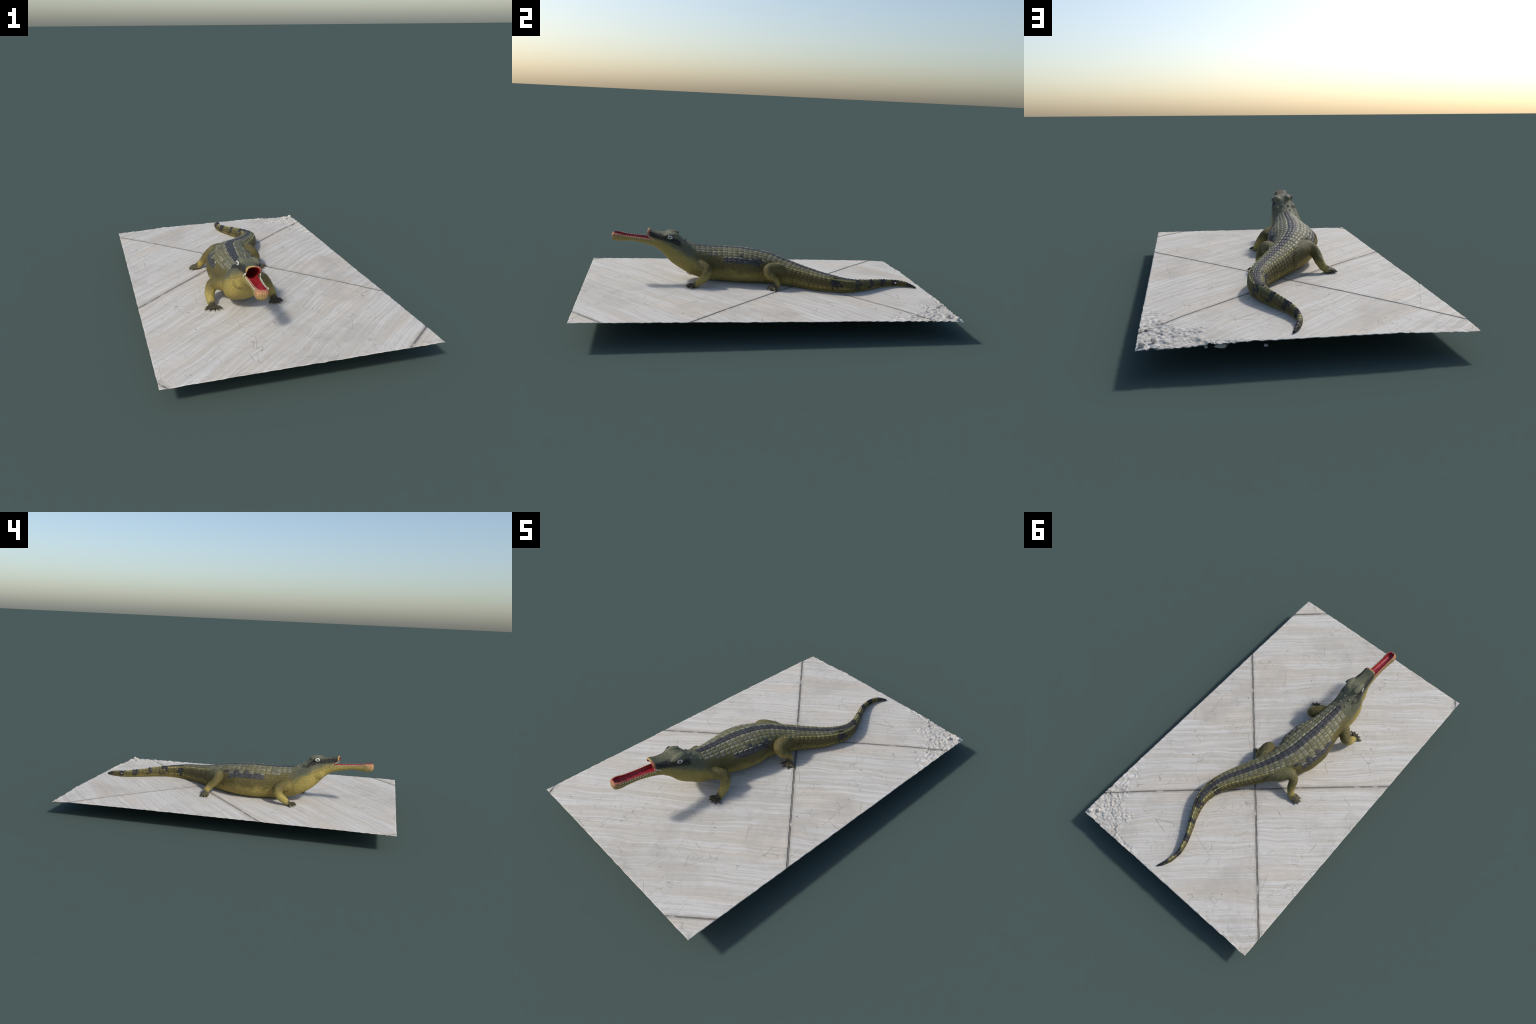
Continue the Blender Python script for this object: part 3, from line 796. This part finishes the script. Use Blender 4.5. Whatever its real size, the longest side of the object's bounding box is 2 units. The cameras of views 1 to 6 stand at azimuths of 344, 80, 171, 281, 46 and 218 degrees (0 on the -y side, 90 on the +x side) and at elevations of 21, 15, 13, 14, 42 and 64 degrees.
def tile_material():
    g = Graph("veined_tile")
    ang = math.atan2(AX[1], AX[0])
    rot = g.n("VectorRotate"); rot.rotation_type = "Z_AXIS"; g.t.links.new(g.p, rot.inputs["Vector"]); rot.inputs["Angle"].default_value = -ang
    vec = rot.outputs[0]
    rnd = g.n("ObjectInfo").outputs["Random"]
    sh = g.n("CombineXYZ"); g.put(sh.inputs[2], g.mul(rnd, 7.0))
    ad = g.n("VectorMath"); ad.operation = "ADD"; g.t.links.new(vec, ad.inputs[0]); g.t.links.new(sh.outputs[0], ad.inputs[1]); vec2 = ad.outputs[0]
    warp = g.noise(3.2, 2, vec2)
    wsh = g.n("CombineXYZ"); g.put(wsh.inputs[1], g.mul(g.sub(warp, .5), .065))
    wad = g.n("VectorMath"); wad.operation = "ADD"; g.t.links.new(vec2, wad.inputs[0]); g.t.links.new(wsh.outputs[0], wad.inputs[1]); vec2 = wad.outputs[0]
    streak = g.noise(1.0, 5, g.mapping((1.2, 58, 3), src=vec2), .35, .6)
    fine = g.noise(1.0, 4, g.mapping((3.2, 130, 3), src=vec2), .3, .6)
    broad = g.noise(1.0, 3, g.mapping((1.1, 6, 1), src=vec2), .6)
    grain = g.noise(75, 4)
    col = g.mix(g.step(streak, .36, .62), (.480, .447, .390), (.562, .543, .503))
    col = g.mix(g.mul(g.step(broad, .50, .68), .55), col, (.520, .450, .362))
    col = g.mix(g.mul(g.step(fine, .54, .66), .45), col, (.375, .350, .310))
    col = g.mix(g.mul(g.step(fine, .46, .34), .38), col, (.66, .655, .64))
    vein = g.abs(g.sub(streak, .5)); col = g.mix(g.mul(g.step(vein, .012, .002), .35), col, (.36, .33, .28))
    col = g.mix(g.mul(g.step(grain, .55, .72), .18), col, (.40, .39, .37))
    # hairline cracks and scratches, broken up
    wn = g.n("TexNoise"); g.t.links.new(g.p, wn.inputs["Vector"]); wn.inputs["Scale"].default_value = 9
    wv = g.n("VectorMath"); wv.operation = "MULTIPLY_ADD"; g.t.links.new(wn.outputs["Color"], wv.inputs[0]); wv.inputs[1].default_value = (.05, .05, .05); g.t.links.new(g.p, wv.inputs[2])
    gate = g.noise(11, 2)
    c1 = g.mul(g.step(g.voronoi(11, "DISTANCE_TO_EDGE", wv.outputs[0]), .016, .004), g.step(gate, .60, .70))
    gate2 = g.noise(6.3, 3, g.mapping((1, 1, 1), (0, 0, 1.1)))
    c2 = g.mul(g.step(g.voronoi(5.2, "DISTANCE_TO_EDGE", g.mapping((1, .6, 1), (0, 0, .7))), .0042, .0012), g.step(gate2, .52, .58))
    c4 = g.mul(g.step(g.voronoi(10, "DISTANCE_TO_EDGE", g.mapping((1, .45, 1), (0, 0, -.5))), .0075, .002), g.step(g.noise(8, 2, g.mapping((1, 1, 1), (0, 0, .4))), .55, .60))
    c2 = g.m("MAXIMUM", c2, g.mul(c4, .8))
    c3 = g.mul(g.step(g.voronoi(24, "DISTANCE_TO_EDGE", wv.outputs[0]), .03, .01), g.step(g.noise(13, 2, g.mapping((1, 1, 1), (0, 0, 2.1))), .60, .68))
    cr = g.m("MAXIMUM", g.m("MAXIMUM", c1, c2), g.mul(c3, .7))
    dark_mottle = g.mul(g.step(g.noise(3.4, 5, rough=.65), .50, .68), .38)
    col = g.mix(dark_mottle, col, (.36, .335, .295))
    col = g.mix(g.mul(cr, .66), col, (.16, .145, .12))
    speck = g.mul(g.step(g.voronoi(7.0), .030, .020), .8)
    col = g.mix(speck, col, (.05, .045, .035))
    # dust and dirt beside the joints
    d = None
    for (n, o), hw in JOINTS:
        q = g.abs(g.sub(g.add(g.mul(g.x, float(n[0])), g.mul(g.y, float(n[1]))), o)); d = q if d is None else g.m("MINIMUM", d, q)
    dirt = g.mul(g.step(g.add(d, g.mul(g.sub(g.noise(20, 4), .5), .02)), .022, .004), .55)
    col = g.mix(dirt, col, (.33, .31, .27))
    hsv = g.n("HueSaturation"); g.t.links.new(col, hsv.inputs["Color"]); g.put(hsv.inputs["Value"], g.add(.97, g.mul(rnd, .05)))
    return g.done(hsv.outputs[0], g.add(.60, g.mul(grain, .25)), g.sub(g.mul(grain, .5), cr), .3, .0012, Specular_IOR_Level=.12)
def joint_material():
    g = Graph("grout"); n = g.noise(55, 4); n2 = g.noise(14, 3)
    col = g.mix(n, (.10, .092, .078), (.26, .24, .205)); col = g.mix(g.mul(g.step(n2, .56, .66), .8), col, (.46, .45, .43))
    return g.done(col, .6, n, .5, .002)
tile_mat, grout_mat = tile_material(), joint_material()
faces_v = [tuple(v.index for v in f.verts) for f in bm.faces]; bm.free()
for key in sorted(set(keys), key=str):
    fs = [f for f, k in zip(faces_v, keys) if k == key]; used = sorted({v for f in fs for v in f}); new = {v: i for i, v in enumerate(used)}
    co = FV[used].copy()
    if key == "joint": co[:, 2] -= .0016
    name = "grout_joint" if key == "joint" else "floor_tile"
    m = bpy.data.meshes.new(name); m.from_pydata([tuple(c) for c in co], [], [tuple(new[v] for v in f) for f in fs]); m.update()
    flags = [max(rr[v] for v in f) < .3 for f in fs]
    m.polygons.foreach_set("use_smooth", flags)
    m = applied(m, ("SOLIDIFY", dict(thickness=.002, offset=-1.0)))
    m.name = name
    link(name, m, floor, grout_mat if key == "joint" else tile_mat)

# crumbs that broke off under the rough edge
for k, (x, y, z, r) in enumerate(((.169, .980, .080, (.008, .009, .0045)), (.322, .968, .083, (.022, .010, .009)), (.372, .972, .084, (.006, .006, .006)), (.585, .972, .107, (.012, .011, .010)), (.548, .940, .108, (.010, .012, .010)))):
    b = bmesh.new(); bmesh.ops.create_icosphere(b, subdivisions=2, radius=1)
    for v in b.verts:
        v.co *= 1 + .35*noise.noise(v.co*1.7 + Vector((k*5, 0, 0)))
        v.co = Vector((v.co.x*r[0], v.co.y*r[1], v.co.z*r[2]))
    m = bpy.data.meshes.new("crumb"); b.to_mesh(m); b.free()
    o = link("crumb", m, floor, tile_mat); o.location = (x, y, z)
